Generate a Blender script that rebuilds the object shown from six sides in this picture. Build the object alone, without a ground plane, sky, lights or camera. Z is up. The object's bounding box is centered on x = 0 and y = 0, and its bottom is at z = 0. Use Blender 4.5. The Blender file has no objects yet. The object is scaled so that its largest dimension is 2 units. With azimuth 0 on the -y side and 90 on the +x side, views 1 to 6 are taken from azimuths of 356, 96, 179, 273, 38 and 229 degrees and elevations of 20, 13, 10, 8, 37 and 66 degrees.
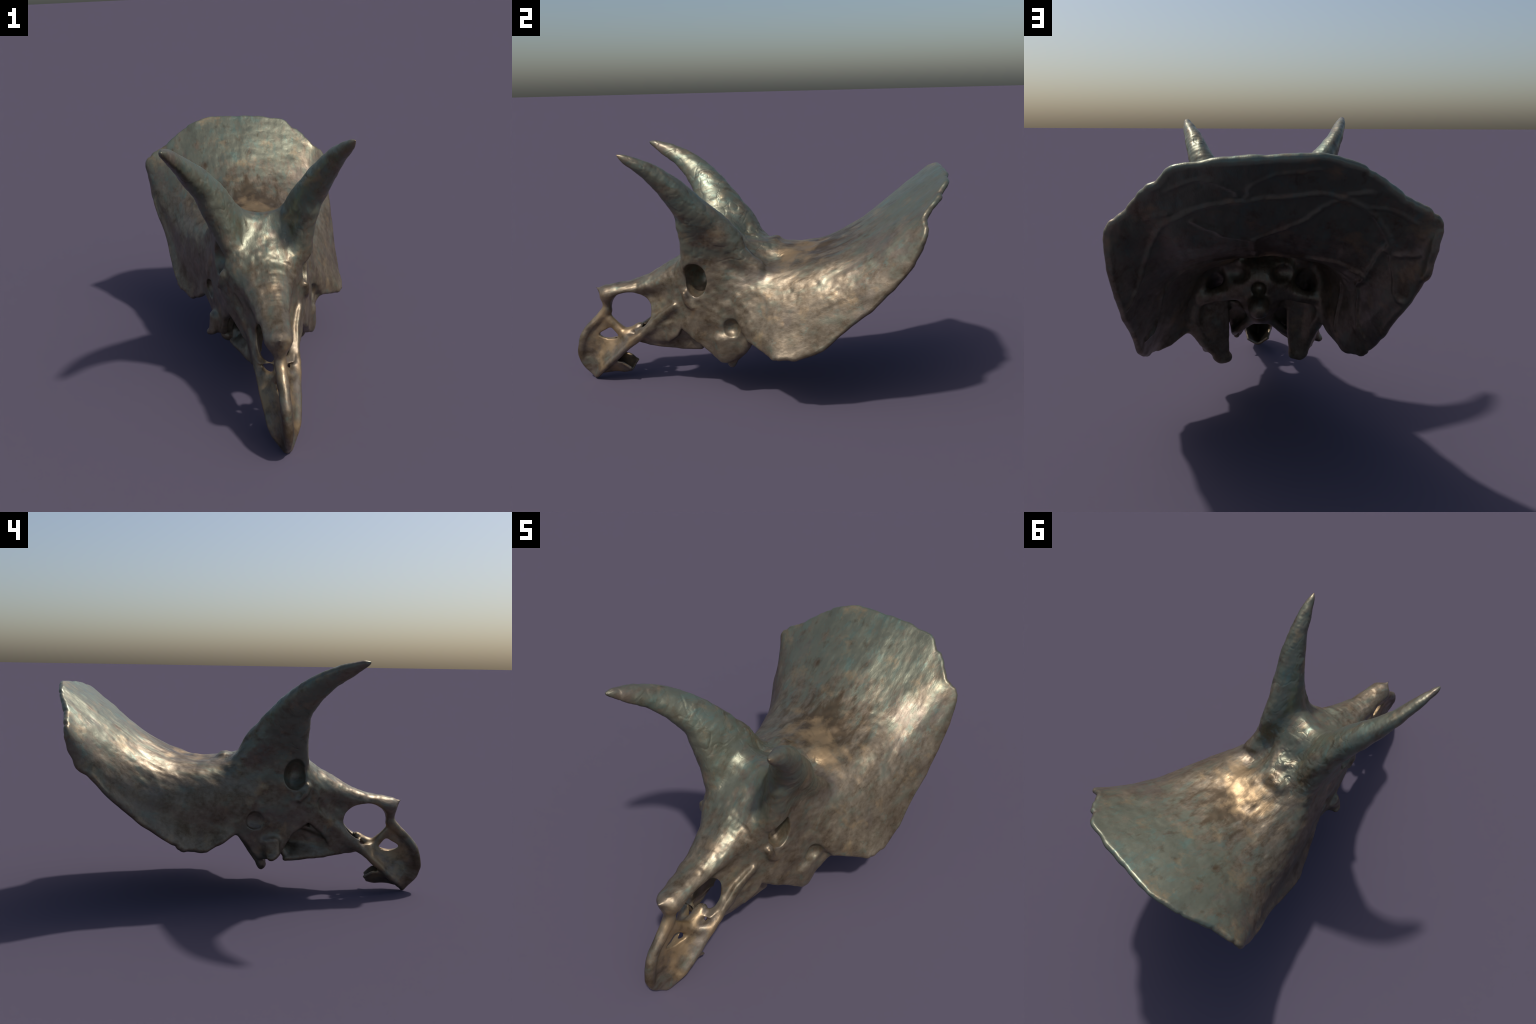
# Horned dinosaur skull (bronze-like cast): bones are described as swept bars,
# curved plates and solid walls, fused into one smooth surface, then divided
# by region into named parts.
import bpy, math, random
import numpy as np
from mathutils import Vector
from mathutils.bvhtree import BVHTree

random.seed(7)
H = 0.005                      # resolution of the fused surface, metres
LO = np.array([-0.62, -1.06, -0.05])
HI = np.array([0.62, 1.06, 1.35])
N = np.ceil((HI - LO) / H).astype(int) + 1
F = np.full(N, 1.0, np.float32)            # signed distance of the skull
LAB = np.zeros(N, np.int8)                 # which bone is nearest
DL = np.full(N, 9.0, np.float32)
AX = [LO[i] + H * np.arange(N[i]) for i in range(3)]

LABELS = ["frill", "brow_horn_a", "brow_horn_b", "nose_horn", "snout", "beak",
          "upper_jaw", "cheek_a", "cheek_b", "forehead", "braincase",
          "occipital_condyle", "quadrate_a", "quadrate_b", "nasal_process", "palate"]
LI = {n: i for i, n in enumerate(LABELS)}


# ------------------------------------------------------------------ curves
def spline(pts, n):
    """Natural-looking cubic (Catmull-Rom, centripetal) through control rows."""
    P = np.asarray(pts, float)
    m = len(P)
    if m == 2:
        t = np.linspace(0, 1, n)[:, None]
        return P[0] * (1 - t) + P[1] * t
    Q = np.vstack([2 * P[0] - P[1], P, 2 * P[-1] - P[-2]])
    t = np.linspace(0, m - 1 - 1e-9, n)
    i = t.astype(int)
    f = (t - i)[:, None] if P.ndim == 2 else (t - i)
    a, b, c, d = Q[i], Q[i + 1], Q[i + 2], Q[i + 3]
    return 0.5 * (2 * b + (c - a) * f + (2 * a - 5 * b + 4 * c - d) * f ** 2
                  + (3 * b - a - 3 * c + d) * f ** 3)


def sheet_grid(rows, nu, nv):
    """rows[v][u] control points -> dense grid (nv, nu, 3)."""
    R = np.array(rows, float)
    tmp = np.stack([spline(R[i], nu) for i in range(R.shape[0])])
    return np.stack([spline(tmp[:, j], nv) for j in range(nu)], axis=1)


# ------------------------------------------------------------------ fields
def box(lo, hi):
    a = np.clip(np.floor((np.asarray(lo) - LO) / H).astype(int), 0, N - 1)
    b = np.clip(np.ceil((np.asarray(hi) - LO) / H).astype(int) + 1, 1, N)
    sl = tuple(slice(a[i], b[i]) for i in range(3))
    X, Y, Z = np.meshgrid(*[AX[i][sl[i]] for i in range(3)], indexing="ij", sparse=True)
    return sl, X, Y, Z


def smin(a, b, k):
    h = np.clip(0.5 + 0.5 * (b - a) / k, 0, 1)
    return b + (a - b) * h - k * h * (1 - h)


def smax(a, b, k):
    return -smin(-a, -b, k)


def union(sl, d, k, label):
    d = d.astype(np.float32)
    w = d < DL[sl]
    DL[sl] = np.where(w, d, DL[sl])
    LAB[sl] = np.where(w, LI[label], LAB[sl])
    F[sl] = smin(F[sl], d, k)


def cut(sl, d, k):
    F[sl] = smax(F[sl], -d.astype(np.float32), k)


def tube_field(pts, rad, flat=None, n=None, margin=0.06):
    """Bar swept along a curve. rad: radii at the control points.
    flat = (direction, ratios): radius along direction is rad*ratio."""
    P = np.asarray(pts, float)
    n = n or max(6, 5 * (len(P) - 1) + 1)
    C = spline(P, n)
    R = np.interp(np.linspace(0, len(P) - 1, n), np.arange(len(P)), rad)
    if flat is not None:
        e = np.asarray(flat[0], float); e /= np.linalg.norm(e)
        q = np.interp(np.linspace(0, len(P) - 1, n), np.arange(len(P)), flat[1])
    mr = R.max() * (1 if flat is None else max(1, q.max())) + margin
    sl, X, Y, Z = box(C.min(0) - mr, C.max(0) + mr)
    best = np.full(F[sl].shape, 9.0, np.float32)
    for i in range(n - 1):
        a, b = C[i], C[i + 1]
        ab = b - a
        L2 = ab @ ab + 1e-12
        m = max(R[i], R[i + 1]) * (1 if flat is None else max(1, q[i], q[i + 1])) + margin
        s2, x, y, z = box(np.minimum(a, b) - m, np.maximum(a, b) + m)
        t = np.clip(((x - a[0]) * ab[0] + (y - a[1]) * ab[1] + (z - a[2]) * ab[2]) / L2, 0, 1)
        ox = x - (a[0] + t * ab[0]); oy = y - (a[1] + t * ab[1]); oz = z - (a[2] + t * ab[2])
        r = R[i] + t * (R[i + 1] - R[i])
        if flat is None:
            d = np.sqrt(ox * ox + oy * oy + oz * oz) - r
        else:
            u = ab / math.sqrt(L2)
            e1 = e - u * (e @ u); e1 /= np.linalg.norm(e1)
            qq = q[i] + t * (q[i + 1] - q[i])
            c = ox * e1[0] + oy * e1[1] + oz * e1[2]
            rest = np.maximum(ox * ox + oy * oy + oz * oz - c * c, 0)
            g = np.sqrt((c / qq) ** 2 + rest)
            d = (g - r) * np.minimum(1, qq)
        idx = tuple(slice(s2[j].start - sl[j].start, s2[j].stop - sl[j].start) for j in range(3))
        best[idx] = np.minimum(best[idx], d)
    return sl, best


def tube(pts, rad, label, k=0.02, flat=None, n=None):
    sl, d = tube_field(pts, rad, flat, n)
    union(sl, d, k, label)


def sheet(rows, thick, label, k=0.02, nu=90, nv=90, band=0.045, G=None):
    """Curved plate: half thickness 'thick' (number or function of u,v in 0..1)."""
    if G is None:
        G = sheet_grid(rows, nu, nv)
    nv, nu = G.shape[:2]
    V = G.reshape(-1, 3)
    q = np.arange(nu * nv).reshape(nv, nu)
    faces = np.stack([q[:-1, :-1], q[:-1, 1:], q[1:, 1:], q[1:, :-1]], -1).reshape(-1, 4)
    bvh = BVHTree.FromPolygons([Vector(v) for v in V], faces.tolist())
    uu, vv = np.meshgrid(np.linspace(0, 1, nu), np.linspace(0, 1, nv))
    T = thick(uu, vv) if callable(thick) else np.full((nv, nu), float(thick))
    tf = 0.25 * (T[:-1, :-1] + T[1:, :-1] + T[:-1, 1:] + T[1:, 1:]).ravel()
    reach = float(T.max()) + band
    sl, X, Y, Z = box(V.min(0) - reach, V.max(0) + reach)
    shp = F[sl].shape
    org = np.array([AX[i][sl[i].start] for i in range(3)])
    mark = np.zeros(shp, bool)
    # dense samples -> voxels to visit
    S = np.concatenate([G.reshape(-1, 3), (0.5 * (G[1:] + G[:-1])).reshape(-1, 3),
                        (0.5 * (G[:, 1:] + G[:, :-1])).reshape(-1, 3)])
    I = np.clip(np.round((S - org) / H).astype(int), 0, np.array(shp) - 1)
    mark[I[:, 0], I[:, 1], I[:, 2]] = True
    for it in range(int(math.ceil(reach / H)) + 1):
        m = mark.copy()
        ax = it % 3
        for a in range(3):
            if it % 2 == 0 or a != ax:
                s0 = [slice(None)] * 3; s1 = [slice(None)] * 3
                s0[a] = slice(1, None); s1[a] = slice(None, -1)
                m[tuple(s0)] |= mark[tuple(s1)]
                m[tuple(s1)] |= mark[tuple(s0)]
        mark = m
    ii = np.argwhere(mark)
    P = org + ii * H
    out = np.full(shp, 0.5, np.float32)
    fn = bvh.find_nearest
    dd = np.empty(len(P)); 
    for j, p in enumerate(P.tolist()):
        r = fn(p)
        dd[j] = r[3] - tf[r[2]]
    out[ii[:, 0], ii[:, 1], ii[:, 2]] = dd
    union(sl, out, k, label)
    return G


def ellipsoid_field(c, r, rot=None, margin=0.06):
    c = np.asarray(c, float); r = np.asarray(r, float)
    R = np.eye(3) if rot is None else rot
    m = r.max() + margin
    sl, X, Y, Z = box(c - m, c + m)
    x, y, z = X - c[0], Y - c[1], Z - c[2]
    q = [(R[i, 0] * x + R[i, 1] * y + R[i, 2] * z) / r[i] for i in range(3)]
    g = np.sqrt(q[0] ** 2 + q[1] ** 2 + q[2] ** 2)
    return sl, (g - 1) * r.min()


def blob(c, r, label, k=0.02, rot=None):
    sl, d = ellipsoid_field(c, r, rot)
    union(sl, d, k, label)


def prism_cut(outline, x0, x1, k, soften=0.0):
    """Through-opening along x; outline in (y, z) as a convex ring."""
    O = np.asarray(outline, float)
    sl, X, Y, Z = box([x0 - .05, O[:, 0].min() - .06, O[:, 1].min() - .06],
                      [x1 + .05, O[:, 0].max() + .06, O[:, 1].max() + .06])
    d = None
    A = 0.5 * np.sum(O[:, 0] * np.roll(O[:, 1], -1) - np.roll(O[:, 0], -1) * O[:, 1])
    for i in range(len(O)):
        a, b = O[i], O[(i + 1) % len(O)]
        t = (b - a) / np.linalg.norm(b - a)
        nrm = np.array([t[1], -t[0]]) * (1 if A > 0 else -1)
        e = (Y - a[0]) * nrm[0] + (Z - a[1]) * nrm[1]
        d = e if d is None else (smax(d, e, soften) if soften else np.maximum(d, e))
    d = smax(d, np.maximum(X - x1, x0 - X), 0.005)
    cut(sl, d * np.ones(F[sl].shape), k)


# =================================================================== FRILL
# columns run from the margin on one side over the crest to the other margin,
# rows from the cheek backwards to the rear margin
frill_rows = [
    [(.370, .015, .355), (.330, -.03, .43), (.285, -.05, .56), (.230, -.05, .69), (.12, -.02, .765), (.02, .03, .78),
     (-.07, -.02, .775), (-.165, -.05, .69), (-.205, -.05, .57), (-.215, -.01, .47), (-.230, .025, .405)],
    [(.500, .165, .303), (.448, .17, .40), (.39, .18, .53), (.305, .19, .65), (.16, .21, .735), (.015, .22, .757),
     (-.12, .21, .738), (-.258, .19, .690), (-.305, .18, .555), (-.287, .19, .41), (-.330, .205, .305)],
    [(.516, .35, .352), (.480, .36, .46), (.440, .37, .57), (.368, .38, .69), (.19, .39, .755), (.01, .40, .78),
     (-.15, .39, .756), (-.292, .38, .695), (-.362, .37, .59), (-.362, .36, .47), (-.405, .35, .365)],
    [(.524, .54, .505), (.500, .555, .59), (.463, .56, .667), (.388, .565, .758), (.20, .58, .827), (.0, .60, .892),
     (-.18, .57, .833), (-.335, .555, .757), (-.408, .555, .665), (-.414, .555, .587), (-.448, .57, .532)],
    [(.530, .695, .655), (.516, .72, .735), (.488, .735, .805), (.425, .735, .885), (.24, .77, .96), (.0, .79, 1.030),
     (-.205, .755, .985), (-.39, .715, .888), (-.475, .715, .805), (-.498, .71, .745), (-.508, .705, .69)],
    [(.533, .775, .755), (.529, .818, .84), (.520, .845, .918), (.45, .860, .988), (.28, .962, 1.115), (.02, .982, 1.148),
     (-.22, .960, 1.14), (-.43, .876, 1.022), (-.540, .833, .945), (-.540, .825, .86), (-.528, .785, .76)],
]
# finer stations: margins keep their measured course between the main stations
def insert_station(rows, after, overrides, axis):
    R = np.array(rows, float)
    if axis == 1:
        R = R.transpose(1, 0, 2)
    n = len(R)
    a, b = R[max(after - 1, 0)], R[after]
    c, d = R[after + 1], R[min(after + 2, n - 1)]
    m = (-a + 9 * b + 9 * c - d) / 16
    for i, p in overrides.items():
        m[i] = p
    R = np.insert(R, after + 1, m, axis=0)
    return R.transpose(1, 0, 2) if axis == 1 else R


frill_rows = insert_station(frill_rows, 6, {5: (-.325, .926, 1.090)}, 1)
frill_rows = insert_station(frill_rows, 3, {5: (.368, .928, 1.062)}, 1)
frill_rows = insert_station(frill_rows, 1, {0: (.515, .26, .318), 12: (-.375, .29, .325)}, 0)
frill_rows = insert_station(frill_rows, 0, {0: (.445, .11, .312), 12: (-.288, .122, .335)}, 0)
NU, NV = 220, 170
G = sheet_grid(frill_rows, NU, NV)


def lattice(p, seed=0):
    """Smooth value noise at points p (n,3), range -1..1."""
    i = np.floor(p).astype(np.int64)
    f = p - i
    f = f * f * f * (f * (f * 6 - 15) + 10)

    def h(a, b, c):
        n = (a * 73856093) ^ (b * 19349663) ^ (c * 83492791) ^ (seed * 2654435761 & 0x7fffffff)
        n = (n ^ (n >> 13)) * 1274126177 & 0x7fffffff
        n = (n ^ (n >> 16)) & 0xffff
        return n / 32767.5 - 1.0
    r = 0
    for dx in (0, 1):
        for dy in (0, 1):
            for dz in (0, 1):
                w = (f[:, 0] if dx else 1 - f[:, 0]) * (f[:, 1] if dy else 1 - f[:, 1]) * (f[:, 2] if dz else 1 - f[:, 2])
                r = r + w * h(i[:, 0] + dx, i[:, 1] + dy, i[:, 2] + dz)
    return r


# scalloped, chipped margin: push the border rows in and out in their own plane
def scallop(G):
    G = G.copy()
    nv, nu = G.shape[:2]
    d = G[-1] - G[-8]; d /= np.linalg.norm(d, axis=1)[:, None]
    s = np.linspace(0, 1, nu)
    amp = -0.005 + 0.003 * np.sin(s * 46) + 0.007 * lattice(np.c_[s * 24, s * 0, s * 0], 3) + 0.004 * lattice(np.c_[s * 70, s * 0, s * 0], 5)
    for cx, a, w in ((-.13, .012, .07), (.35, -.014, .03), (.44, -.012, .03), (.28, .008, .05), (-.40, -.010, .04)):
        amp = amp + a * np.exp(-((G[-1, :, 0] - cx) / w) ** 2)
    for j in range(14):
        w = 1 - j / 14
        G[-1 - j] += d * (amp * w)[:, None]
    for side in (0, -1):
        inn = 7 if side == 0 else -8
        d = G[:, side] - G[:, inn]; d /= np.linalg.norm(d, axis=1)[:, None]
        s = np.linspace(0, 1, nv)
        amp = (0.005 * np.sin(s * 34 + side) + 0.005 * lattice(np.c_[s * 30, s * 0 + side * 9, s * 0], 4)) * np.clip((s - .1) * 6, 0, 1) - 0.004 * (side == -1)
        for j in range(10):
            w = 1 - j / 10
            G[:, j if side == 0 else -1 - j] += d * (amp * w)[:, None]
    return G


# relax the inside of the sheet so that no station shows as a crease
for _ in range(160):
    G[1:-1, 1:-1] += 0.22 * (G[:-2, 1:-1] + G[2:, 1:-1] + G[1:-1, :-2] + G[1:-1, 2:] - 4 * G[1:-1, 1:-1])
G = scallop(G)
# hollow of the temple opening on one side of the crest
gy = ((G[..., 0] - .18) / .07) ** 2 + ((G[..., 1] - .11) / .10) ** 2
G = G + (0.045 * np.exp(-gy))[..., None] * np.array([-.05, 0, -1.0]) * (G[..., 2:] > .6)


def frill_thick(u, v):
    edge = np.minimum(np.minimum(u, 1 - u) * 3, 1 - v)
    return 0.0155 + 0.005 * np.clip((0.35 - v) / 0.35, 0, 1) + 0.0 * edge


sheet(None, frill_thick, "frill", 0.02, G=G)
# thicker bone away from the margins, added on the under side
gu = np.gradient(G, axis=1); gv = np.gradient(G, axis=0)
gn = np.cross(gu, gv); gn /= np.linalg.norm(gn, axis=2)[..., None] + 1e-12
gn *= np.sign(((G - np.array([0.0, .45, .45])) * gn).sum(2))[..., None]
uu, vv = np.meshgrid(np.linspace(0, 1, NU), np.linspace(0, 1, NV))
inset = np.clip(np.minimum(np.minimum(uu, 1 - uu) * 2.2, 1 - vv) / .16, 0, 1)
G2 = G - gn * ((0.003 + 0.010 * np.clip((uu - .55) * 5, 0, 1) * np.clip((.95 - vv) * 4, 0, 1)) * inset)[..., None]
sheet(None, 0.013, "frill", 0.015, G=G2)


def uv_point(u, v, off):
    """Point on the under side of the frill (u across, v backwards)."""
    j = min(NU - 2, max(1, int(round(u * (NU - 1))))); i = min(NV - 2, max(1, int(round(v * (NV - 1)))))
    return G2[i, j] - gn[i, j] * off


# low branching ridges (vessel tracks and bone seams) on the under side,
# each as (across, backwards) stations on the frill sheet
under_ridges = [
    (.012, [(.02, .79), (.127, .765), (.2, .8), (.264, .841), (.309, .876), (.359, .882), (.418, .888), (.473, .876),
            (.518, .876), (.559, .905), (.609, .912), (.655, .912), (.709, .9), (.759, .876), (.786, .847), (.832, .812), (.918, .788), (.98, .79)]),
    (.009, [(.391, .853), (.414, .80), (.441, .745), (.473, .70), (.51, .73), (.545, .788), (.577, .865), (.605, .912), (.641, .947), (.668, .965)]),
    (.012, [(.03, .60), (.082, .541), (.145, .576), (.182, .612), (.236, .60), (.33, .60), (.40, .56), (.468, .50),
            (.50, .51), (.55, .56), (.60, .60), (.659, .650), (.736, .676), (.777, .694)]),
    (.008, [(.80, .629), (.782, .741), (.773, .806), (.777, .853)]),
    (.007, [(.373, .975), (.427, .970), (.445, .960), (.459, .935), (.468, .90)]),
    (.007, [(.477, .888), (.486, .935), (.509, .96), (.536, .972), (.559, .975)]),
    (.007, [(.686, .924), (.723, .952), (.764, .965), (.80, .965), (.836, .945)]),
    (.007, [(.809, .847), (.85, .885), (.89, .93)]),
    (.010, [(.814, .624), (.864, .594), (.927, .571), (.97, .585)]),
    (.008, [(.791, .435), (.855, .347), (.932, .276)]),
    (.008, [(.286, .93), (.341, .906)]),
    (.012, [(.475, .70), (.478, .60), (.482, .50)]),
]
for r, uv in under_ridges:
    path = [uv_point(a, b, .013) for a, b in spline(np.array(uv), 4 * len(uv))]
    tube(path, [r] * len(path), "frill", 0.012, n=len(path))

# =================================================================== FACE
# side walls x(y, z) from a few measured stations, roof and floor lines over y
wy = [-.62, -.53, -.45, -.37, -.29, -.20, -.10, .0, .08]
wz = [.20, .30, .40, .50, .60, .70, .80]
wall_p = [
    [.135, .142, .185, .225, .255, .275, .300, .315, .32],
    [.150, .160, .190, .225, .265, .290, .310, .335, .35],
    [.135, .148, .180, .222, .266, .296, .318, .345, .37],
    [.105, .118, .165, .216, .262, .288, .306, .328, .35],
    [.105, .120, .165, .214, .258, .276, .288, .300, .32],
    [.100, .110, .140, .200, .262, .272, .268, .260, .26],
    [.080, .090, .110, .170, .250, .255, .235, .195, .17]]
wall_n = [
    [-.030, -.035, -.06, -.110, -.150, -.180, -.200, -.210, -.22],
    [-.030, -.033, -.06, -.110, -.158, -.186, -.208, -.225, -.235],
    [-.025, -.035, -.082, -.128, -.165, -.192, -.215, -.235, -.25],
    [-.018, -.025, -.070, -.136, -.174, -.198, -.214, -.234, -.25],
    [-.015, -.025, -.072, -.144, -.178, -.195, -.206, -.220, -.24],
    [-.005, -.010, -.055, -.125, -.170, -.190, -.198, -.203, -.21],
    [.015, .010, -.01, -.090, -.155, -.180, -.175, -.145, -.12]]
ry = [-.66, -.58, -.50, -.44, -.39, -.30, -.20, -.10, .0, .08]
rz = [.568, .588, .626, .672, .715, .785, .858, .845, .80, .775]
# lower edge of each cheek: notch against the jaw, spur, notch against the frill
by_p = [-.62, -.53, -.45, -.39, -.365, -.31, -.26, -.18, -.12, -.07, -.014, .03, .08]
bz_p = [.29, .255, .255, .30, .345, .305, .272, .210, .196, .226, .280, .330, .40]
by_n = [-.62, -.53, -.47, -.42, -.35, -.266, -.20, -.15, -.08, -.05, -.02, .03, .08]
bz_n = [.30, .27, .28, .36, .42, .362, .245, .226, .230, .27, .33, .385, .43]


def bilerp(tab, Y, Z):
    T = np.asarray(tab, float)
    # smooth upsample of the table, then linear lookup
    yy = np.linspace(wy[0], wy[-1], 90); zz = np.linspace(wz[0], wz[-1], 70)
    tz = np.stack([np.interp(yy, wy, T[i]) for i in range(len(wz))])
    A = np.stack([np.interp(zz, wz, tz[:, j]) for j in range(90)], 1)
    for _ in range(14):
        B = np.pad(A, 1, mode="edge")
        A = (B[:-2, 1:-1] + B[2:, 1:-1] + B[1:-1, :-2] + B[1:-1, 2:] + 2 * A) / 6
    fy = np.clip((Y - wy[0]) / (wy[-1] - wy[0]) * 89, 0, 88.999); fz = np.clip((Z - wz[0]) / (wz[-1] - wz[0]) * 69, 0, 68.999)
    j = fy.astype(int); i = fz.astype(int); a = fy - j; b = fz - i
    return (A[i, j] * (1 - a) * (1 - b) + A[i, j + 1] * a * (1 - b) + A[i + 1, j] * (1 - a) * b + A[i + 1, j + 1] * a * b)


sl, X, Y, Z = box([-.36, -.70, .12], [.46, .16, .95])
y2 = Y + 0 * Z; z2 = Z + 0 * Y
xp = bilerp(wall_p, y2, z2); xn = bilerp(wall_n, y2, z2)
trim = 0.008 * np.exp(-((y2 + .2) / .12) ** 2 - ((z2 - .45) / .15) ** 2)
xp = xp - trim; xn = xn + trim
roof = np.interp(Y, ry, rz); 
floor = np.where(X > 0.045, np.interp(Y, by_p, bz_p), np.interp(Y, by_n, bz_n))
mid = 0.045
# the roof is arched across
arch = roof - np.interp(Y, [-.6, -.4, -.2], [2.6, 1.8, .9]) * (X - mid) ** 2
d = smax(X - xp, xn - X, 0.02)
d = smax(d, (Z - arch) * 0.85, 0.05)
d = smax(d, (floor - Z) * 0.8, 0.02)
d = smax(d, Y - 0.07, 0.03)
d = smax(d, -0.66 - Y, 0.03)
# hollow between the cheeks, open below and behind
inner = smax(X - (xp - 0.045), (xn + 0.04) - X, 0.03)
ceil = np.interp(Y, [-.35, -.2, 0, .1], [.36, .46, .60, .66])
inner = smax(inner, (Z - ceil) * 0.9, 0.05)
inner = smax(inner, -0.33 - Y, 0.04)
full = d
d = smax(d, -inner, 0.02)
d = d * np.ones(F[sl].shape)
# label by zone
zone = np.where(Z + 0 * X + 0 * Y > 0.62, LI["forehead"],
                np.where(X + 0 * Y + 0 * Z > mid, LI["cheek_a"], LI["cheek_b"]))
zone = np.where((Y + 0 * X + 0 * Z < -0.45), LI["snout"], zone)
w = d < DL[sl]
LAB[sl] = np.where(w, zone, LAB[sl]); DL[sl] = np.where(w, d, DL[sl])
F[sl] = smin(F[sl], d.astype(np.float32), 0.03)

# =================================================================== SNOUT
tube([(.045, -.42, .60), (.05, -.52, .565), (.055, -.62, .535), (.057, -.72, .520), (.058, -.80, .500)],
     [.085, .062, .044, .044, .046], "snout", 0.03, flat=((1, 0, 0), [1.4, 1.6, 1.75, 1.55, 1.3]))
tube([(.058, -.79, .495), (.058, -.84, .515), (.058, -.866, .529)], [.042, .02, .005], "nose_horn", 0.02)
# pillar down to the beak
tube([(.058, -.80, .49), (.06, -.808, .43), (.062, -.822, .375)], [.045, .030, .028], "snout", 0.03,
     flat=((1, 0, 0), [1.1, 1.0, .95]))
# nasal opening
ang = np.linspace(0, 2 * math.pi, 24, endpoint=False)
hole = [(-.668 + .118 * math.cos(a) * (1 + .06 * math.sin(a)), .412 + .102 * math.sin(a)) for a in ang]
prism_cut(hole, -.2, .3, 0.012, 0.004)
# nasal cavity running back inside the snout, open below
sl_, d_ = tube_field([(.055, -.60, .42), (.053, -.53, .43), (.05, -.45, .45)], [.085, .085, .05], flat=((1, 0, 0), [.82, .76, .7]))
cut(sl_, d_, 0.015)
sl_, d_ = tube_field([(.055, -.565, .36), (.055, -.53, .33), (.053, -.47, .30)], [.085, .085, .05], flat=((1, 0, 0), [.80, .80, .7]))
cut(sl_, d_, 0.015)

# =================================================================== BEAK
keel = [(.060, -.815, .40), (.062, -.86, .355), (.065, -.925, .290), (.067, -.962, .225), (.068, -.972, .15),
        (.069, -.955, .085), (.070, -.905, .018)]
tube(keel, [.028, .028, .028, .028, .026, .022, .010], "beak", 0.012, flat=((1, 0, 0), [1, 1, 1, 1, .9, .8, .6]))
# plates: keel -> septum -> lip, both sides
for s, lipx in ((1, (.079, .112, .132, .142, .150, .158)), (-1, (.061, .022, .002, -.008, -.018, -.026))):
    c = .066
    sgn = s
    rows = [
        [(.07, -.95, .075), (c + sgn * .006, -.925, .045), (lipx[0], -.898, .018)],
        [(.068, -.965, .15), (c + sgn * .014, -.90, .11), (lipx[1], -.85, .065)],
        [(.067, -.955, .23), (c + sgn * .013, -.86, .17), (lipx[2], -.80, .115)],
        [(.065, -.915, .295), (c + sgn * .011, -.82, .22), (lipx[3], -.745, .170)],
        [(.064, -.855, .345), (c + sgn * .013, -.77, .255), (lipx[4], -.69, .222)],
        [(.063, -.81, .37), (c + sgn * .020, -.735, .285), (lipx[5], -.655, .262)],
        [(.066, -.745, .31), (c + sgn * .030, -.685, .272), (lipx[5] + sgn * .002, -.615, .285)],
    ]
    sheet(rows, 0.011, "beak", 0.012, 60, 60)
    # lip rail running back to the face
    x = lipx
    ex = .163 if s > 0 else -.034
    ez = .176 if s > 0 else -.048
    ef = .204 if s > 0 else -.088
    tube([(x[0], -.895, .022), (x[1], -.85, .068), (x[2], -.80, .115), (x[3], -.745, .165), (x[4], -.69, .215),
          (x[5], -.63, .265), (ex, -.56, .328), (ez, -.48, .400), (ef, -.40, .465)],
         [.010, .015, .017, .018, .019, .022, .026, .028, .020], "upper_jaw", 0.02, flat=((1, 0, 0), [1, 1, 1, .9, .8, .7, .7, .7, .7]))
# slot in the septum
prism_cut([(-.866, .262), (-.855, .275), (-.79, .308), (-.770, .290), (-.752, .262), (-.765, .248), (-.81, .242), (-.85, .25)], .0, .13, 0.006, 0.003)
# process with a hollow end, rising from the septum into the nasal opening
tube([(.07, -.80, .345), (.07, -.76, .300), (.072, -.72, .272), (.074, -.69, .275)], [.020, .022, .028, .03], "nasal_process", 0.02)
tube([(.074, -.71, .270), (.075, -.665, .292), (.076, -.630, .312)], [.026, .028, .027], "nasal_process", 0.015, flat=((1, 0, 0), [1.2, 1.2, 1.1]))
sl_, d_ = ellipsoid_field((.076, -.628, .314), (.021, .022, .018))
cut(sl_, d_, 0.006)
# scoop under the beak
scoop = [
    [(.075, -.885, .045), (.070, -.885, .040), (.065, -.885, .045)],
    [(.120, -.80, .100), (.068, -.80, .050), (.015, -.80, .100)],
    [(.128, -.735, .120), (.066, -.74, .050), (.000, -.735, .125)],
    [(.118, -.685, .085), (.064, -.695, .058), (.010, -.675, .095)],
]
sheet(scoop, 0.010, "palate", 0.010, 40, 40)

# =================================================================== UPPER JAW
for s in (1, -1):
    if s > 0:
        rows = [[(.135, -.62, .275), (.155, -.52, .33), (.180, -.40, .37), (.180, -.27, .37)],
                [(.122, -.62, .265), (.142, -.52, .28), (.155, -.40, .29), (.165, -.27, .30)],
                [(.108, -.62, .248), (.127, -.52, .236), (.145, -.40, .230), (.165, -.275, .232)]]
    else:
        rows = [[(-.015, -.62, .275), (-.030, -.52, .33), (-.035, -.40, .37), (-.035, -.25, .38)],
                [(-.008, -.62, .265), (-.028, -.52, .28), (-.036, -.40, .285), (-.035, -.25, .29)],
                [(.003, -.62, .252), (-.025, -.52, .24), (-.065, -.40, .228), (-.120, -.23, .222)]]
    sheet(rows, 0.018, "upper_jaw", 0.02, 50, 50)
# palate roof joining both jaws
sheet([[(.14, -.44, .35), (.05, -.44, .36), (-.05, -.44, .35)],
       [(.15, -.37, .38), (.045, -.37, .40), (-.06, -.37, .38)],
       [(.16, -.30, .40), (.04, -.30, .42), (-.08, -.30, .40)]], 0.018, "palate", 0.02, 40, 40)

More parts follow.
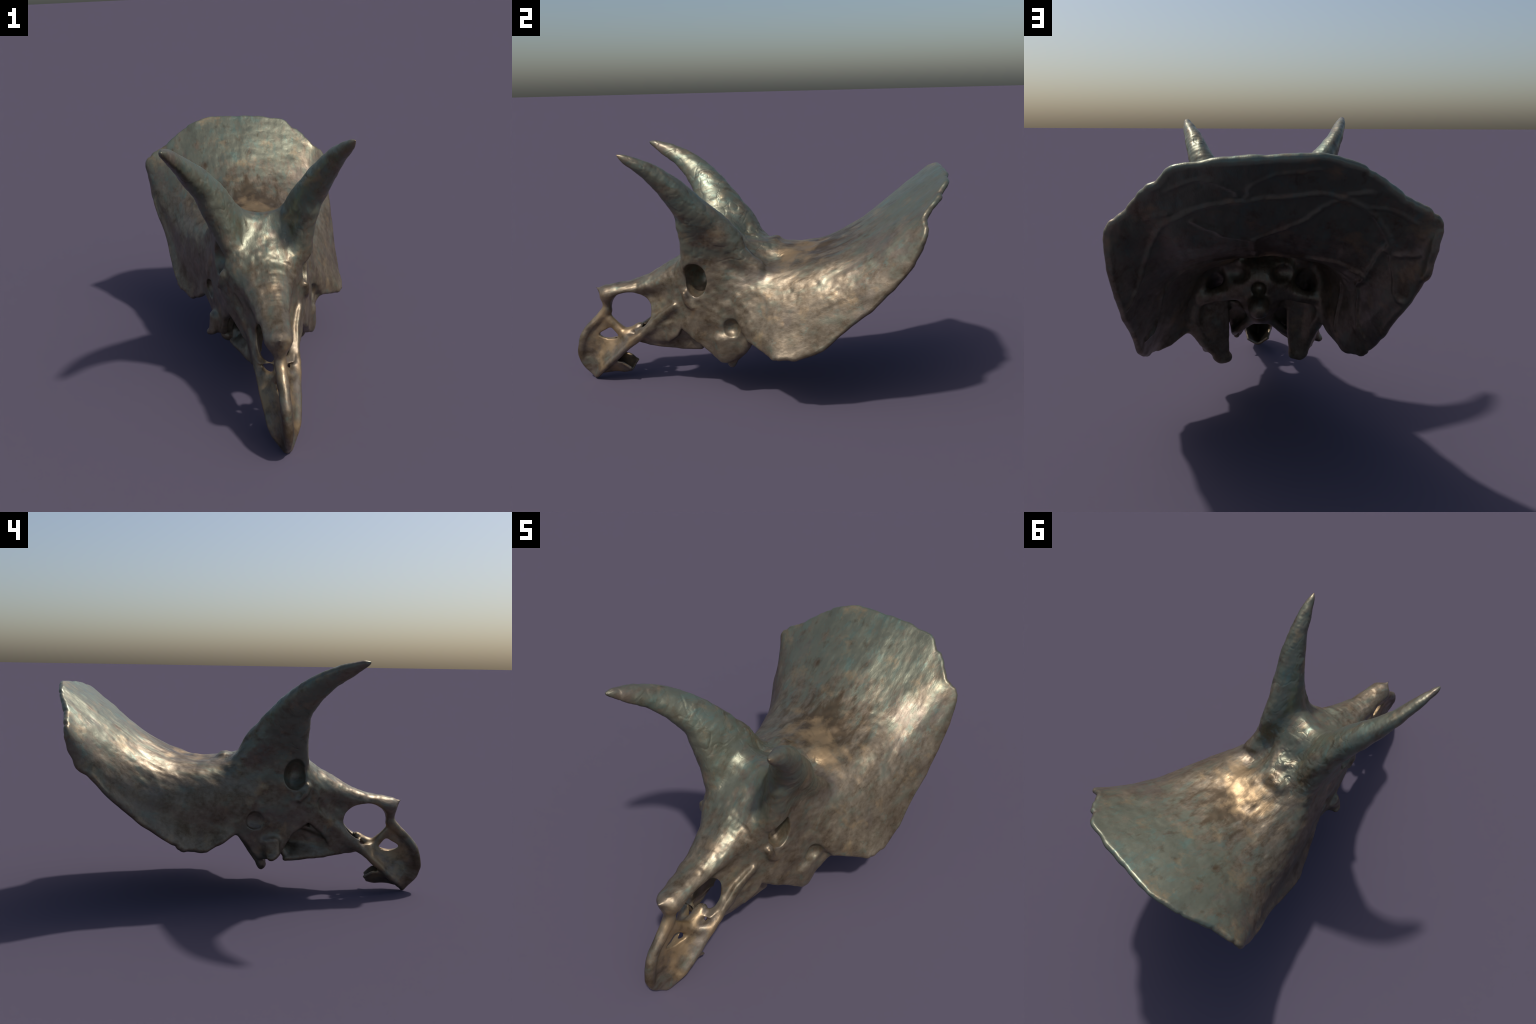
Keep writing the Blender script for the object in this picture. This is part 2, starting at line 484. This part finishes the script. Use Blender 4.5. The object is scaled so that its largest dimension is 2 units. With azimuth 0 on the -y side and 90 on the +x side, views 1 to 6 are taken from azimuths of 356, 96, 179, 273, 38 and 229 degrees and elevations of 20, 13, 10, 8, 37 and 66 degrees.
# =================================================================== BROW HORNS
tube([(.163, -.155, .68), (.188, -.155, .75), (.216, -.172, .818), (.239, -.203, .89), (.272, -.255, .961), (.309, -.313, 1.043),
      (.345, -.372, 1.12), (.376, -.436, 1.185), (.404, -.51, 1.235), (.418, -.555, 1.263), (.427, -.583, 1.280)],
     [.180, .168, .142, .117, .095, .076, .060, .046, .030, .017, .004], "brow_horn_a", 0.05,
     flat=((.8, 0, -.3), [.34, .40, .52, .66, .82, .90, .93, .97, 1, 1, 1]))
tube([(-.068, -.150, .68), (-.093, -.150, .76), (-.116, -.165, .84), (-.141, -.186, .900), (-.184, -.230, .987), (-.236, -.287, 1.068),
      (-.284, -.35, 1.136), (-.318, -.423, 1.19), (-.342, -.503, 1.233), (-.363, -.582, 1.268), (-.369, -.615, 1.281), (-.372, -.632, 1.288)],
     [.185, .175, .160, .140, .112, .088, .071, .056, .045, .027, .015, .004], "brow_horn_b", 0.05,
     flat=((.85, 0, .5), [.34, .40, .50, .58, .67, .70, .66, .62, .62, .7, .9, 1]))
# buttresses running back from the horns onto the frill
tube([(.240, -.12, .83), (.245, -.04, .75), (.255, .04, .69)], [.045, .035, .025], "forehead", 0.06)
tube([(-.145, -.10, .86), (-.150, -.02, .785), (-.165, .06, .715)], [.065, .055, .035], "forehead", 0.06)
# front faces of the horn bases above the eyes
tube([(.238, -.295, .70), (.248, -.30, .80), (.272, -.315, .89)], [.048, .046, .036], "brow_horn_a", 0.05)
tube([(-.125, -.295, .77), (-.155, -.290, .86), (-.195, -.295, .95)], [.040, .042, .036], "brow_horn_b", 0.05)
# strip of roof between the horns
tube([(.15, -.18, .80), (.04, -.17, .785), (-.05, -.175, .805)], [.075, .075, .08], "forehead", 0.06)
blob((-.03, .12, .765), (.07, .04, .035), "forehead", 0.02)


sl_, d_ = ellipsoid_field((.165, .085, .81), (.062, .11, .085)); cut(sl_, d_, 0.05)

# =================================================================== EYE SOCKETS
def rot_z(a):
    c, s = math.cos(a), math.sin(a)
    return np.array([[c, s, 0], [-s, c, 0], [0, 0, 1.0]])


def socket(c, r, rim, label, ang, out):
    R = rot_z(ang)
    sl, d = ellipsoid_field(c, r, R)
    cut(sl, d, 0.010)


socket((.272, -.280, .625), (.135, .058, .088), (.064, .096), "cheek_a", -.35, 1)
socket((-.196, -.283, .690), (.092, .064, .084), (.068, .092), "cheek_b", .25, -1)
# tear-drop boss under each eye
tube([(.240, -.335, .545), (.243, -.322, .505), (.252, -.295, .478)], [.020, .022, .012], "cheek_a", 0.02)
tube([(-.152, -.338, .625), (-.160, -.328, .590), (-.172, -.300, .558)], [.020, .022, .014], "cheek_b", 0.02)

# temple openings behind the cheek
sl_, d_ = ellipsoid_field((.334, -.090, .386), (.046, .050, .056), rot_z(-.25)); cut(sl_, d_, 0.006)
sl_, d_ = ellipsoid_field((-.226, -.076, .448), (.034, .060, .050), rot_z(-.2)); cut(sl_, d_, 0.004)
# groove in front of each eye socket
for pts, r in (([(-.105, -.41, .545), (-.092, -.435, .50), (-.085, -.455, .46)], .016),):
    sl_, d_ = tube_field(pts, [r * .5, r, r * .5]); cut(sl_, d_, 0.015)

# =================================================================== JUGAL FLANGES AND QUADRATES
tube([(.295, -.12, .32), (.300, -.115, .25), (.300, -.105, .218)], [.03, .026, .018], "cheek_a", 0.03, flat=((0, 1, 0), [2.0, 2.2, 2.2]))
tube([(-.205, -.15, .33), (-.215, -.16, .27), (-.235, -.155, .250)], [.03, .026, .018], "cheek_b", 0.03, flat=((0, 1, 0), [1.6, 1.6, 1.4]))
qa = [[(.375, .03, .40), (.34, .015, .44), (.28, -.01, .48), (.20, -.02, .50)],
      [(.365, .025, .355), (.325, .01, .34), (.265, -.03, .34), (.20, -.05, .36)],
      [(.34, .01, .335), (.305, -.02, .27), (.255, -.065, .23), (.205, -.08, .24)],
      [(.30, -.03, .285), (.265, -.07, .215), (.238, -.10, .165), (.200, -.11, .168)]]
sheet(qa, 0.018, "quadrate_a", 0.02, 50, 50)
qb = [[(-.235, .03, .44), (-.21, .015, .47), (-.16, -.01, .50), (-.09, -.02, .50)],
      [(-.232, .03, .41), (-.20, .0, .38), (-.15, -.04, .36), (-.09, -.05, .36)],
      [(-.222, .015, .38), (-.185, -.03, .30), (-.145, -.07, .26), (-.10, -.08, .26)],
      [(-.19, -.03, .30), (-.165, -.08, .22), (-.145, -.10, .182), (-.108, -.10, .185)]]
tube([(.245, -.10, .178), (.215, -.105, .172), (.198, -.108, .178)], [.022, .026, .022], "quadrate_a", 0.02)
tube([(-.155, -.095, .200), (-.135, -.10, .192), (-.108, -.10, .200)], [.022, .026, .022], "quadrate_b", 0.02)
sheet(qb, 0.018, "quadrate_b", 0.02, 50, 50)

# =================================================================== BRAINCASE
blob((.045, -.02, .52), (.11, .13, .13), "braincase", 0.04)
blob((.045, .05, .60), (.16, .09, .09), "braincase", 0.04)
tube([(.045, .06, .56), (.17, .06, .53), (.28, .05, .50)], [.05, .04, .03], "braincase", 0.04)
tube([(.045, .06, .56), (-.06, .06, .53), (-.17, .05, .50)], [.05, .04, .03], "braincase", 0.04)
tube([(.045, -.02, .42), (.045, -.20, .36), (.05, -.40, .34)], [.05, .04, .03], "braincase", 0.03)
blob((.048, .155, .475), (.048, .05, .046), "occipital_condyle", 0.02)
tube([(.047, .06, .49), (.048, .14, .478)], [.05, .04], "occipital_condyle", 0.03)
tube([(.045, .02, .42), (.10, -.06, .36), (.16, -.12, .30), (.17, -.2, .27)], [.03, .025, .02, .02], "braincase", 0.03)
tube([(.045, .02, .42), (-.01, -.06, .36), (-.07, -.12, .30), (-.10, -.2, .27)], [.03, .025, .02, .02], "braincase", 0.03)
# wing bones between braincase and jaws
sheet([[(.07, -.02, .44), (.13, -.03, .45), (.20, -.05, .46)], [(.085, -.12, .36), (.13, -.13, .35), (.185, -.12, .36)],
       [(.10, -.22, .30), (.135, -.23, .28), (.172, -.22, .26)]], 0.014, "braincase", 0.02, 30, 30)
sheet([[(.02, -.02, .44), (-.04, -.03, .45), (-.10, -.05, .47)], [(.005, -.12, .36), (-.035, -.13, .35), (-.085, -.12, .37)],
       [(-.01, -.22, .31), (-.06, -.23, .28), (-.105, -.22, .25)]], 0.014, "braincase", 0.02, 30, 30)
sl_, d_ = ellipsoid_field((.048, .135, .555), (.03, .05, .03)); cut(sl_, d_, 0.01)
sl_, d_ = ellipsoid_field((.15, .13, .62), (.05, .05, .04)); cut(sl_, d_, 0.02)
sl_, d_ = ellipsoid_field((-.06, .13, .62), (.05, .05, .04)); cut(sl_, d_, 0.02)


# =================================================================== SURFACE
def surface_nets(F):
    s = F < 0
    c = np.zeros(np.array(F.shape) - 1, np.uint8)
    for dx in (0, 1):
        for dy in (0, 1):
            for dz in (0, 1):
                c += s[dx:F.shape[0] - 1 + dx, dy:F.shape[1] - 1 + dy, dz:F.shape[2] - 1 + dz]
    act = (c > 0) & (c < 8)
    ids = np.full(act.shape, -1, np.int64)
    cells = np.argwhere(act)
    ids[act] = np.arange(len(cells))
    acc = np.zeros((len(cells), 3)); cnt = np.zeros(len(cells))
    cor = [(a, b, d) for a in (0, 1) for b in (0, 1) for d in (0, 1)]
    val = {q: F[cells[:, 0] + q[0], cells[:, 1] + q[1], cells[:, 2] + q[2]].astype(float) for q in cor}
    for q in cor:
        for ax in range(3):
            if q[ax] == 0:
                r = list(q); r[ax] = 1; r = tuple(r)
                a, b = val[q], val[r]
                x = (a < 0) != (b < 0)
                t = np.where(x, a / np.where(x, a - b, 1), 0)
                p = np.tile(np.array(q, float), (len(cells), 1)); p[:, ax] = t
                acc += p * x[:, None]; cnt += x
    V = LO + H * (cells + acc / np.maximum(cnt, 1)[:, None])
    quads = []
    for ax in range(3):
        n = [F.shape[0], F.shape[1], F.shape[2]]
        s0 = [slice(1, -1)] * 3; s1 = [slice(1, -1)] * 3
        s0[ax] = slice(0, n[ax] - 1); s1[ax] = slice(1, n[ax])
        a = s[tuple(s0)]; b = s[tuple(s1)]
        e = np.argwhere(a != b)
        off = np.array([1, 1, 1]); off[ax] = 0
        flip = a[e[:, 0], e[:, 1], e[:, 2]]
        e = e + off
        u, v = (ax + 1) % 3, (ax + 2) % 3
        def at(du, dv):
            q = e.copy(); q[:, u] -= du; q[:, v] -= dv
            return ids[q[:, 0], q[:, 1], q[:, 2]]
        Q = np.stack([at(1, 1), at(0, 1), at(0, 0), at(1, 0)], 1)
        Q[~flip] = Q[~flip][:, ::-1]
        quads.append(Q)
    return V, np.concatenate(quads)


V, Q = surface_nets(F)


def keep_largest(V, Q):
    par = np.arange(len(V))
    E = np.concatenate([Q[:, [0, 1]], Q[:, [1, 2]], Q[:, [2, 3]]])
    while True:
        m = np.minimum(par[E[:, 0]], par[E[:, 1]])
        new = par.copy()
        np.minimum.at(new, E[:, 0], m); np.minimum.at(new, E[:, 1], m)
        new = new[new]; new = new[new]
        if (new == par).all():
            break
        par = new
    big = np.bincount(par).argmax()
    keep = par == big
    idx = np.cumsum(keep) - 1
    return V[keep], idx[Q[keep[Q[:, 0]]]]


V, Q = keep_largest(V, Q)
E0 = np.concatenate([Q[:, [0, 1]], Q[:, [1, 2]], Q[:, [2, 3]], Q[:, [3, 0]]])
deg = np.bincount(E0[:, 0], minlength=len(V)) + np.bincount(E0[:, 1], minlength=len(V))


def lap(W):
    s = np.zeros_like(W)
    for a in range(W.shape[1]):
        s[:, a] = np.bincount(E0[:, 0], W[E0[:, 1], a], len(W)) + np.bincount(E0[:, 1], W[E0[:, 0], a], len(W))
    return s / deg[:, None] - W


for _ in range(4):
    V = V + 0.5 * lap(V)
    V = V - 0.52 * lap(V)


def normals(V):
    a = V[Q[:, 2]] - V[Q[:, 0]]; b = V[Q[:, 3]] - V[Q[:, 1]]
    n = np.cross(a, b)
    r = np.zeros_like(V)
    for j in range(4):
        for k in range(3):
            r[:, k] += np.bincount(Q[:, j], n[:, k], len(V))
    return r / (np.linalg.norm(r, axis=1)[:, None] + 1e-12)


I = np.clip(np.round((V - LO) / H).astype(int), 0, N - 1)
vlab = LAB[I[:, 0], I[:, 1], I[:, 2]].astype(int)

# relief: lumps, pits, growth streaks and cracks
NR = normals(V)


def spot(c, r):
    return np.exp(-(((V - np.array(c)) / np.array(r)) ** 2).sum(1))


def step(x, a, b):
    t = np.clip((x - a) / (b - a), 0, 1)
    return t * t * (3 - 2 * t)


is_frill = step(V[:, 1], .05, .2)
# streak space: across, along the frill slope, through
S = np.c_[V[:, 0], V[:, 1] * .85 + V[:, 2] * .5, V[:, 2] * .85 - V[:, 1] * .5]
disp = (0.0020 - .0008 * is_frill) * lattice(V * 14, 1) + (0.0016 - .0009 * is_frill) * lattice(V * 34, 2)
disp += 0.0006 * lattice(S * np.array([50, 14, 40]), 8) + 0.0003 * lattice(S * np.array([95, 30, 80]), 14)
disp -= 0.0016 * np.clip(lattice(V * 40, 9) - 0.6, 0, 1)
disp += (is_frill + .3) * 0.0026 * lattice(S * np.array([13, 8, 13]), 31)
disp += spot((.04, .30, .78), (.26, .22, .12)) * (0.0045 * lattice(V * 13, 32) + 0.002 * lattice(V * 28, 33))
disp += (spot((-.33, .42, .68), (.12, .30, .12)) + spot((.40, .40, .64), (.10, .30, .12))) * (0.003 * lattice(S * np.array([30, 9, 26]), 34) + .0014 * lattice(V * 40, 35))
rough = spot((0.03, 0.05, .80), (.24, .12, .14)) + .7 * spot((-.16, -.06, .86), (.12, .12, .14)) + .5 * spot((.30, -.15, .78), (.10, .16, .14))
disp += rough * (0.0036 * lattice(V * 26, 11) + 0.0018 * lattice(V * 55, 12))
W = V + 0.03 * np.c_[lattice(V * 18, 21), lattice(V * 18, 22), lattice(V * 18, 23)]
crack = np.clip(1 - np.abs(lattice(W * np.array([13, 13, 13]), 24)) / .07, 0, 1) * step(lattice(V * 9, 25), -.1, .3)
disp -= 0.0050 * crack * np.clip(rough, 0, 1)
face = spot((0.05, -.45, .70), (.2, .24, .16)) + .8 * spot((.30, -.05, .50), (.12, .25, .14)) + .5 * spot((.06, -.72, .55), (.1, .15, .06))
disp += face * (0.0028 * lattice(V * 24, 13) + .0014 * lattice(V * 50, 15))
horn = np.isin(vlab, (LI["brow_horn_a"], LI["brow_horn_b"]))
disp += horn * 0.0016 * lattice(V * np.array([45, 20, 16]), 16)
disp -= horn * 0.0018 * np.clip(1 - np.abs(lattice(W * np.array([17, 8, 8]), 26)) / .06, 0, 1)
disp -= 0.003 * (1 - step(V[:, 2], .95, 1.15) * horn)   # the fused surface comes out a little full
V = V + NR * disp[:, None]
V[:, 2] -= V[:, 2].min()
NR = normals(V)

# =================================================================== MATERIAL
def bronze():
    m = bpy.data.materials.new("patinated_bone_bronze")
    m.use_nodes = True
    nt = m.node_tree; nd = nt.nodes; lk = nt.links
    nd.clear()
    out = nd.new("ShaderNodeOutputMaterial"); b = nd.new("ShaderNodeBsdfPrincipled")
    lk.new(b.outputs[0], out.inputs[0])
    tc = nd.new("ShaderNodeTexCoord")

    def noise(scale, detail=5, rough=.6, vec=None, dist=0.0):
        n = nd.new("ShaderNodeTexNoise"); n.inputs["Scale"].default_value = scale
        n.inputs["Detail"].default_value = detail; n.inputs["Roughness"].default_value = rough
        n.inputs["Distortion"].default_value = dist
        lk.new(vec or tc.outputs["Object"], n.inputs["Vector"])
        return n.outputs["Fac"]

    def ramp(fac, stops):
        r = nd.new("ShaderNodeValToRGB"); lk.new(fac, r.inputs[0])
        el = r.color_ramp.elements
        while len(el) < len(stops):
            el.new(0.5)
        for e, (p, c) in zip(el, stops):
            e.position = p; e.color = (c, c, c, 1) if not isinstance(c, tuple) else (*c, 1)
        return r.outputs[0]

    def mix(f, a, c):
        x = nd.new("ShaderNodeMix"); x.data_type = "RGBA"
        lk.new(f, x.inputs[0])
        for s, i in ((a, 6), (c, 7)):
            if isinstance(s, tuple):
                x.inputs[i].default_value = (*s, 1)
            else:
                lk.new(s, x.inputs[i])
        return x.outputs[2]

    def math_(op, a, c):
        x = nd.new("ShaderNodeMath"); x.operation = op
        for s, i in ((a, 0), (c, 1)):
            if isinstance(s, (int, float)):
                x.inputs[i].default_value = s
            else:
                lk.new(s, x.inputs[i])
        return x.outputs[0]
    st = nd.new("ShaderNodeMapping"); st.inputs["Scale"].default_value = (3.0, 1.0, 1.9)
    st.inputs["Rotation"].default_value = (.5, 0, 0)
    lk.new(tc.outputs["Object"], st.inputs[0])

    def near(c, r):
        """1 at the point c, falling to 0 at distance r."""
        d = nd.new("ShaderNodeVectorMath"); d.operation = "DISTANCE"
        lk.new(tc.outputs["Object"], d.inputs[0]); d.inputs[1].default_value = c
        m = nd.new("ShaderNodeMapRange"); m.interpolation_type = "SMOOTHSTEP"
        lk.new(d.outputs["Value"], m.inputs[0])
        m.inputs[1].default_value = 0; m.inputs[2].default_value = r; m.inputs[3].default_value = 1; m.inputs[4].default_value = 0
        return m.outputs[0]

    n_big = noise(4.0, 5, .6); n_str = noise(7.0, 6, .65, st.outputs[0]); n_mid = noise(11, 6, .68, None, .4)
    n_fine = noise(30, 5, .65, st.outputs[0])
    # warm bronze brown, from umber to pale tan
    base = ramp(math_("ADD", math_("MULTIPLY", n_mid, .68), math_("MULTIPLY", n_fine, .32)),
                [(.34, (.105, .072, .042)), (.46, (.185, .142, .096)), (.55, (.235, .188, .134)), (.66, (.300, .240, .170))])
    # lilac-grey bloom
    col = mix(ramp(n_big, [(.52, 0.0), (.66, .50)]), base, (.215, .180, .155))
    # grey-green patina: rear of the frill, horns, brow; patchy elsewhere
    zone = math_("MAXIMUM", near((-.02, 1.10, 1.15), .95), math_("MULTIPLY", near((.03, -.30, 1.15), .80), .85))
    zone = math_("MAXIMUM", zone, math_("MULTIPLY", near((.03, .0, .85), .30), .45))
    pat = math_("ADD", math_("MULTIPLY", zone, .36), n_str)
    col = mix(ramp(pat, [(.52, 0.0), (.70, .85)]), col, (.185, .198, .148))
    # turquoise flecks
    col = mix(ramp(math_("ADD", noise(8.0, 7, .72, st.outputs[0], .5), math_("MULTIPLY", zone, .10)), [(.58, 0.0), (.72, .75)]), col, (.155, .228, .190))
    # dark umber stains, mostly in the middle of the frill and on the beak
    stain = math_("MAXIMUM", near((.04, .36, .78), .34), math_("MULTIPLY", near((.07, -.90, .2), .32), .6))
    col = mix(ramp(math_("ADD", math_("MULTIPLY", stain, .33), noise(6.0, 6, .62, st.outputs[0], .3)), [(.59, 0.0), (.75, .85)]), col, (.105, .070, .038))
    # rubbed golden places
    gold = math_("MAXIMUM", near((.06, .26, .76), .26), math_("MULTIPLY", near((.07, -.80, .25), .34), .9))
    col = mix(ramp(math_("ADD", math_("MULTIPLY", gold, .26), noise(9.0, 5, .6, None, .2)), [(.58, 0.0), (.76, .75)]), col, (.400, .275, .150))
    dim = nd.new("ShaderNodeMix"); dim.data_type = "RGBA"; dim.blend_type = "MULTIPLY"; dim.inputs[0].default_value = 1
    lk.new(col, dim.inputs[6]); dim.inputs[7].default_value = (.79, .79, .77, 1)
    lk.new(dim.outputs[2], b.inputs["Base Color"])
    b.inputs["Metallic"].default_value = .62
    rr = nd.new("ShaderNodeMapRange"); lk.new(noise(14, 5, .6), rr.inputs[0])
    rr.inputs[1].default_value = .3; rr.inputs[2].default_value = .7
    rr.inputs[3].default_value = .34; rr.inputs[4].default_value = .50
    lk.new(rr.outputs[0], b.inputs["Roughness"])
    h = math_("ADD", math_("MULTIPLY", noise(70, 4, .6, st.outputs[0]), .5), noise(36, 5, .6, st.outputs[0]))
    # cracked, flaking bone around the crest behind the horns
    wv = nd.new("ShaderNodeTexNoise"); wv.inputs["Scale"].default_value = 14; wv.inputs["Detail"].default_value = 4
    lk.new(tc.outputs["Object"], wv.inputs["Vector"])
    wm = nd.new("ShaderNodeVectorMath"); wm.operation = "MULTIPLY_ADD"
    lk.new(wv.outputs["Color"], wm.inputs[0]); wm.inputs[1].default_value = (.07, .07, .07); lk.new(tc.outputs["Object"], wm.inputs[2])
    vo = nd.new("ShaderNodeTexVoronoi"); vo.feature = "DISTANCE_TO_EDGE"; vo.inputs["Scale"].default_value = 13
    lk.new(wm.outputs[0], vo.inputs["Vector"])
    ck = ramp(vo.outputs["Distance"], [(.0, 1.0), (.05, 0.0)])
    area = math_("MAXIMUM", near((.0, .02, .82), .30), math_("MULTIPLY", near((-.20, -.20, .98), .28), .5))
    area = math_("MULTIPLY", area, ramp(noise(9, 3, .5), [(.42, 0.0), (.60, 1.0)]))
    h = math_("SUBTRACT", h, math_("MULTIPLY", math_("MULTIPLY", ck, area), 3.4))
    bp = nd.new("ShaderNodeBump"); bp.inputs["Strength"].default_value = .15; bp.inputs["Distance"].default_value = .005
    lk.new(h, bp.inputs["Height"]); lk.new(bp.outputs[0], b.inputs["Normal"])
    return m


MAT = bronze()

# =================================================================== PARTS
root = bpy.data.objects.new("horned_dinosaur_skull", None)
bpy.context.scene.collection.objects.link(root)
root["label"] = "bronze horned dinosaur skull with broad frill and beak"
root["category"] = "dinosaur skull"
NAMES = {"brow_horn_a": "brow_horn", "brow_horn_b": "brow_horn", "cheek_a": "cheek", "cheek_b": "cheek",
         "quadrate_a": "quadrate", "quadrate_b": "quadrate"}
flab = np.sort(vlab[Q], axis=1)[:, 1]
for li, name in enumerate(LABELS):
    sel = np.where(flab == li)[0]
    if len(sel) == 0:
        continue
    q = Q[sel]
    used, inv = np.unique(q.ravel(), return_inverse=True)
    me = bpy.data.meshes.new(NAMES.get(name, name))
    me.from_pydata(V[used].tolist(), [], inv.reshape(-1, 4).tolist())
    me.polygons.foreach_set("use_smooth", np.ones(len(q), bool))
    me.materials.append(MAT)
    me.update()
    me.normals_split_custom_set_from_vertices(NR[used].tolist())
    ob = bpy.data.objects.new(NAMES.get(name, name), me)
    bpy.context.scene.collection.objects.link(ob)
    ob.parent = root
print("verts", len(V), "bbox", V.min(0), V.max(0))
